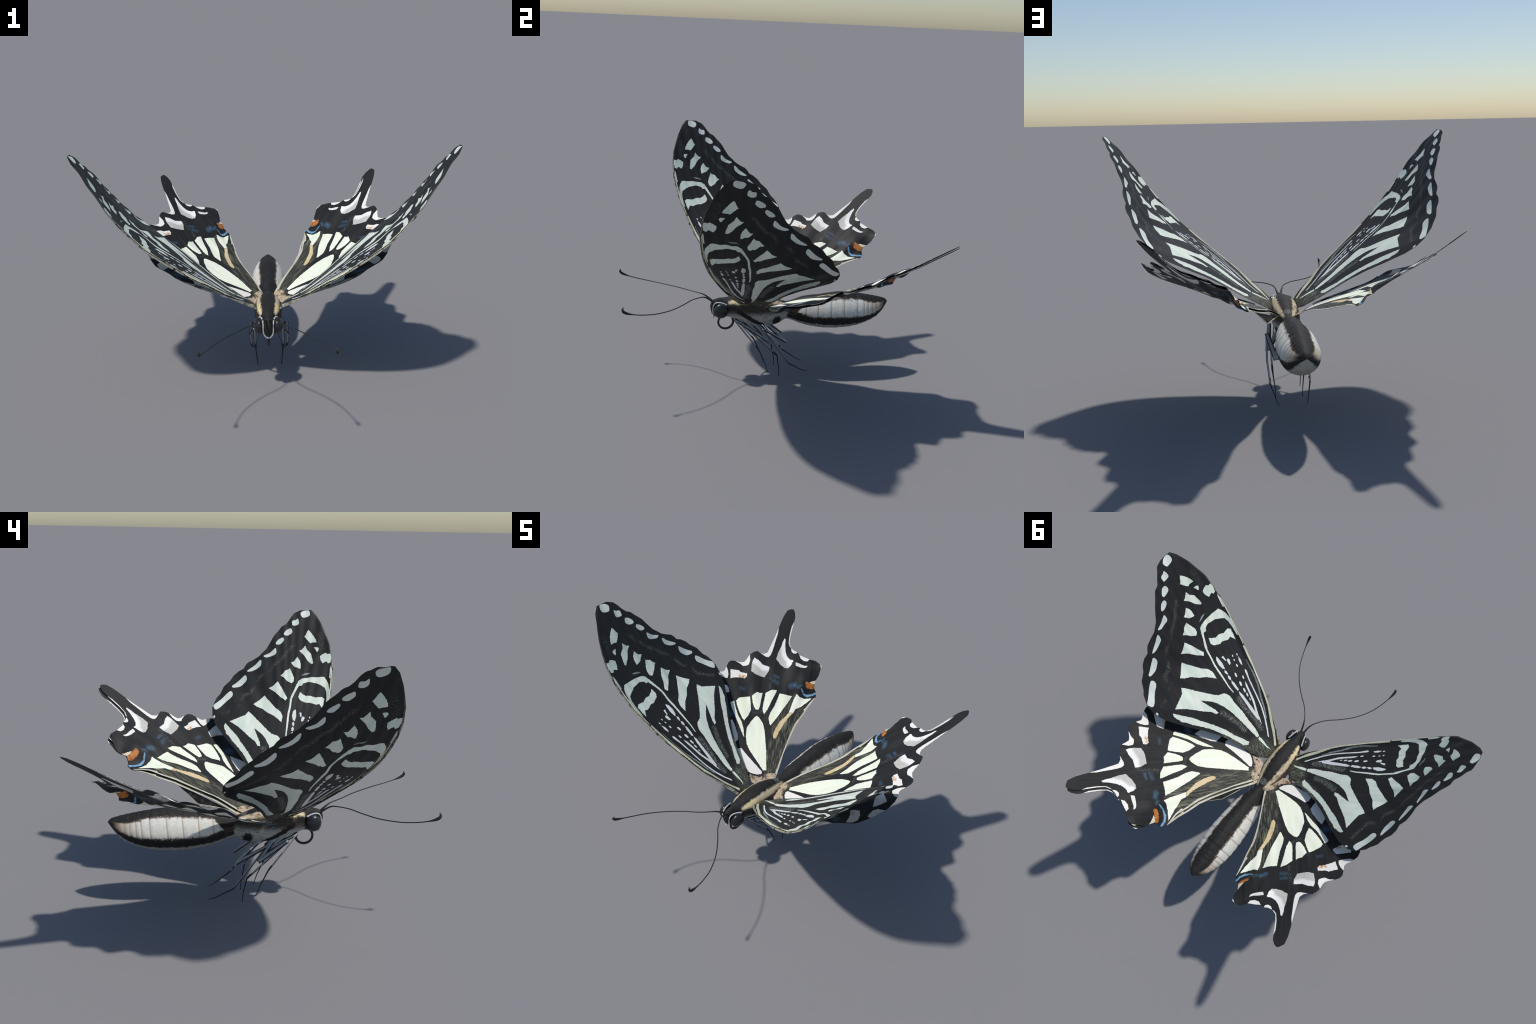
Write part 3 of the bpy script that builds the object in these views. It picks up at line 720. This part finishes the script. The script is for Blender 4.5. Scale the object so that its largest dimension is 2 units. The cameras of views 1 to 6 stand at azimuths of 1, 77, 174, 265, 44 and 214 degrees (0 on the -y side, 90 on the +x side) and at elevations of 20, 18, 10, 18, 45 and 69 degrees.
def build_body(root):
    # y, top z, bottom z, half width
    prof = [(-.357,.470,.462,.004), (-.353,.488,.440,.013), (-.346,.500,.415,.020), (-.335,.511,.400,.026), (-.31,.518,.393,.030),
            (-.28,.519,.392,.036), (-.25,.521,.396,.051), (-.22,.528,.386,.066), (-.18,.537,.370,.073), (-.14,.543,.354,.078),
            (-.10,.544,.341,.080), (-.05,.539,.336,.081), (0,.526,.331,.078), (.05,.507,.331,.067), (.09,.491,.347,.053),
            (.12,.479,.365,.042), (.16,.487,.357,.054), (.237,.511,.326,.082), (.345,.520,.302,.097), (.43,.530,.295,.103),
            (.51,.531,.297,.105), (.60,.518,.311,.098), (.70,.499,.350,.074), (.75,.487,.392,.049), (.78,.477,.432,.023),
            (.796,.460,.455,.003)]
    A = np.array(catmull(prof, 0.02))
    A[:, 1] = np.maximum(A[:, 1], A[:, 2] + .004)
    yk = A[:, 0]
    ny, na = 210, 72
    ys = np.concatenate([np.linspace(-.357, -.33, 16)[:-1], np.linspace(-.33, .77, ny - 30), np.linspace(.77, .796, 17)[1:]])
    seams = (0.235, 0.312, 0.395, 0.478, 0.566, 0.612, 0.640, 0.672, 0.702, 0.735)
    V_, F_ = [], []
    for y in ys:
        zt, zb, hw = (np.interp(y, yk, A[:, k]) for k in (1, 2, 3))
        # the body is widest below the middle; the back is roof-like on the abdomen
        ab = float(smooth01((y - .1) / .08))
        zm = zb + (zt - zb) * (0.5 - 0.04 * ab)
        for k in range(na):
            a = 2 * math.pi * k / na; cs, sn = math.cos(a), math.sin(a)
            p = 2.0 - 0.35 * ab if sn > 0 else 2.0
            r = (abs(cs) ** p + abs(sn) ** p) ** (-1 / p)
            g = 1.0
            for s0 in seams:
                dy = y - 0.1 * (sn * .1) - s0
                g += -0.016 * math.exp(-(dy / .006) ** 2) + 0.010 * math.exp(-((dy + .016) / .014) ** 2)
            if y < .1 or y > .765: g = 1.0
            xx = hw * cs * r * g
            zz = zm + (zt - zm if sn > 0 else zm - zb) * sn * r * g
            V_.append((xx, y, zz))
    n = len(ys)
    V_ = np.array(V_)
    V_[:, 0] = V_[:, 0] * (1 + 0.01 * np.sin(V_[:, 1] * 130 + V_[:, 2] * 60))
    for i in range(n - 1):
        for k in range(na):
            k2 = (k + 1) % na
            F_.append((i * na + k, (i + 1) * na + k, (i + 1) * na + k2, i * na + k2))
    F_.append(tuple(range(na))); F_.append(tuple((n - 1) * na + k for k in range(na - 1, -1, -1)))
    nv = np.zeros_like(V_)
    for f in F_:
        for i in range(len(f) if len(f) == 4 else 0):
            a, b, c = V_[f[i]], V_[f[(i + 1) % 4]], V_[f[i - 1]]
            nv[f[i]] += np.cross(b - a, c - a)
    nv /= np.linalg.norm(nv, axis=1)[:, None] + 1e-12
    if nv[na * (n // 2)][0] < 0:
        nv = -nv; F_ = [f[::-1] for f in F_]
    mat = body_material()
    parts = {}
    cent = np.array([V_[list(f)].mean(0)[1] for f in F_])
    for name, lo, hi in (('head', -9, -.238), ('thorax', -.238, .122), ('abdomen', .122, 9)):
        ids = [i for i in range(len(F_)) if lo <= cent[i] < hi]
        used = sorted({v for i in ids for v in F_[i]}); mp = {v: j for j, v in enumerate(used)}
        parts[name] = new_obj(name, V_[used], [tuple(mp[v] for v in F_[i]) for i in ids], mat, root, nv[used])
    return parts

def build_head_parts(head):
    em = Mat('compound_eye', 0.32, 0.5)
    em.done(em.mix((0.010, 0.010, 0.012), (0.020, 0.020, 0.023), em.noise((40, 40, 40), 2).ramp(.4, .6)))
    import bmesh
    bm = bmesh.new(); bmesh.ops.create_uvsphere(bm, u_segments=40, v_segments=28, radius=1)
    me = bpy.data.meshes.new('eye'); bm.to_mesh(me); bm.free()
    me.materials.append(em.m); me.polygons.foreach_set('use_smooth', [True] * len(me.polygons))
    for sx in (1, -1):
        e = bpy.data.objects.new('eye', me); bpy.context.scene.collection.objects.link(e)
        e.parent = head; e.location = (sx * .0525, -.298, .451); e.scale = (.0295, .044, .047)
        e.rotation_euler = (0, 0, sx * -0.12)
    wm = simple('white_eye_rim', (0.62, 0.62, 0.62), (0.42, 0.41, 0.38), scale=(120, 120, 120))
    for sx in (1, -1):
        pts = catmull([(.050,-.262,.487), (.043,-.284,.496), (.036,-.308,.500), (.0305,-.330,.494), (.0285,-.342,.470), (.0285,-.343,.440), (.024,-.339,.414), (.013,-.336,.396), (.001,-.334,.389)], .004)
        v, f = tube([(p[0] * sx, p[1], p[2]) for p in pts], lambda t: .0052 - .0014 * min(1, t * 2), 1, seg=10)
        new_obj('eye_rim', v, f, wm, head)
    am = simple('antenna_black', (0.012, 0.012, 0.013), (0.03, 0.029, 0.026), rough=.45)
    line = [(.010, -.338, .492), (.014, -.362, .513), (.026, -.396, .535), (.049, -.434, .541), (.089, -.483, .543), (.151, -.538, .540), (.220, -.612, .537),
            (.277, -.700, .541), (.308, -.776, .550), (.325, -.834, .562), (.333, -.870, .574), (.3355, -.888, .585), (.3345, -.893, .595), (.328, -.888, .611)]
    pts = catmull(line, .008)
    def ra(t):
        r = .0058 + (.0030 - .0058) * smooth01(t / .18)
        r += .0052 * smooth01((t - .86) / .09)
        return float(r * (1 - .75 * smooth01((t - .965) / .035)))
    for sx in (1, -1):
        v, f = tube([(p[0] * sx, p[1], p[2]) for p in pts], ra, 1, seg=10)
        new_obj('antenna', v, f, am, head)
    pm = simple('proboscis_black', (0.016, 0.017, 0.019), (0.028, 0.028, 0.03), rough=.4)
    pts = []
    for k in range(70):
        a = math.radians(55 - 300 * k / 69); r = .0485 - .004 * k / 69
        pts.append((0.0, -.259 + r * math.cos(a), .359 + r * math.sin(a)))
    v, f = tube(pts, lambda t: .0076 * (1 - .2 * t), 1.15, side=(1, 0, 0), seg=12)
    new_obj('proboscis', [(p[0] * 1.0, p[1], p[2]) for p in v], f, pm, head)

def build_legs(root):
    gm = Mat('leg_grey', 0.5, 0.4)
    gn = gm.noise((40, 40, 40), 3)
    gm.done(gm.mix((0.34, 0.365, 0.38), (0.44, 0.455, 0.46), gn.ramp(.4, .65)))
    bm_ = simple('leg_black', (0.011, 0.011, 0.012), (0.022, 0.022, 0.022), rough=.5)
    legs = {  # coxa root, femur end, knee, ankle, tarsus bend, tip; widths
        'fore': [(.035, -.140, .372), (.030, -.050, .290), (.047, -.212, .389), (.082, -.058, .194), (.078, -.010, .090), (.071, .008, .035)],
        'mid': [(.040, -.075, .345), (.107, .003, .258), (.083, -.159, .364), (.090, .058, .153), (.078, .079, .050), (.077, .080, .003)],
        'hind': [(.035, .005, .335), (.072, .115, .237), (.110, -.038, .343), (.110, .137, .101), (.087, .226, .042), (.077, .263, .026)],
    }
    for key, P in legs.items():
        wide = {'fore': .0095, 'mid': .0145, 'hind': .0135}[key]
        for sx in (1, -1):
            Q = [Vector((p[0] * sx, p[1], p[2])) for p in P]
            knee_mid = Q[2].lerp(Q[3], .55)
            if key == 'hind': knee_mid += Vector((sx * .008, 0, 0))
            verts, faces = [], []
            def add(path, rf, flat, side):
                v, f = tube(path, rf, flat, side=side, seg=10)
                o = len(verts); verts.extend(v); faces.extend(tuple(i + o for i in q) for q in f)
            plane = (Q[1] - Q[0]).cross(Q[2] - Q[1]).normalized()
            def seg(a, b, n=8): return [a.lerp(b, i / n) for i in range(n + 1)]
            # coxa and thick femur, flattened; thin tibia
            add(seg(Q[0] + (Q[0] - Q[1]) * .25, Q[1]), lambda t: wide * (1.35 - .45 * t), .6, plane)
            add(seg(Q[1], Q[2]), lambda t: wide * (1.0 - .35 * t), .55, plane)
            add(seg(Q[2], knee_mid, 6) + seg(knee_mid, Q[3], 6)[1:], lambda t: wide * (.45 - .12 * t), .8, plane)
            leg = new_obj('leg', verts, faces, gm.m, root)
            verts, faces = [], []
            # dark lines along both edges of each long segment
            for a, b, w0, w1 in ((Q[0], Q[1], 1.28, .9), (Q[1], Q[2], 1.0, .65)):
                d = (b - a).normalized(); e = plane.cross(d).normalized()
                for s2 in (1, -1):
                    add([p + e * (s2 * wide * (w0 + (w1 - w0) * i / 8) * .92) for i, p in enumerate(seg(a, b))], lambda t: .0040, 1, plane)
            e = plane.cross((Q[3] - Q[2]).normalized()).normalized()
            add([p + e * wide * .35 for p in seg(Q[2], knee_mid, 6)] + [p + e * wide * .25 for p in seg(knee_mid, Q[3], 6)[1:]], lambda t: .0026, 1, plane)
            new_obj('leg_stripe', verts, faces, bm_, leg)
            verts, faces = [], []
            tar = catmull([Q[2].lerp(Q[3], .88), Q[3], Q[3].lerp(Q[4], .5), Q[4], Q[5]], .008)
            add([Vector(p) for p in tar], lambda t: .0048 * (1 - .62 * t), 1, None)
            for s2 in (1, -1):
                add([Q[5], Q[5] + Vector((s2 * .003, .006, .001))], lambda t: .0014 * (1 - .6 * t), 1, None)
            new_obj('tarsus', verts, faces, bm_, leg)

def main():
    global ROOT
    make_materials()
    ROOT = bpy.data.objects.new('swallowtail_butterfly', None)
    bpy.context.scene.collection.objects.link(ROOT)
    ROOT['label'] = 'black and pale-green swallowtail butterfly in flight'
    ROOT['category'] = 'butterfly'
    build_forewings()
    build_hindwings()
    bpy.context.view_layer.update()
    parts = build_body(ROOT)
    build_head_parts(parts['head'])
    build_legs(ROOT)

main()
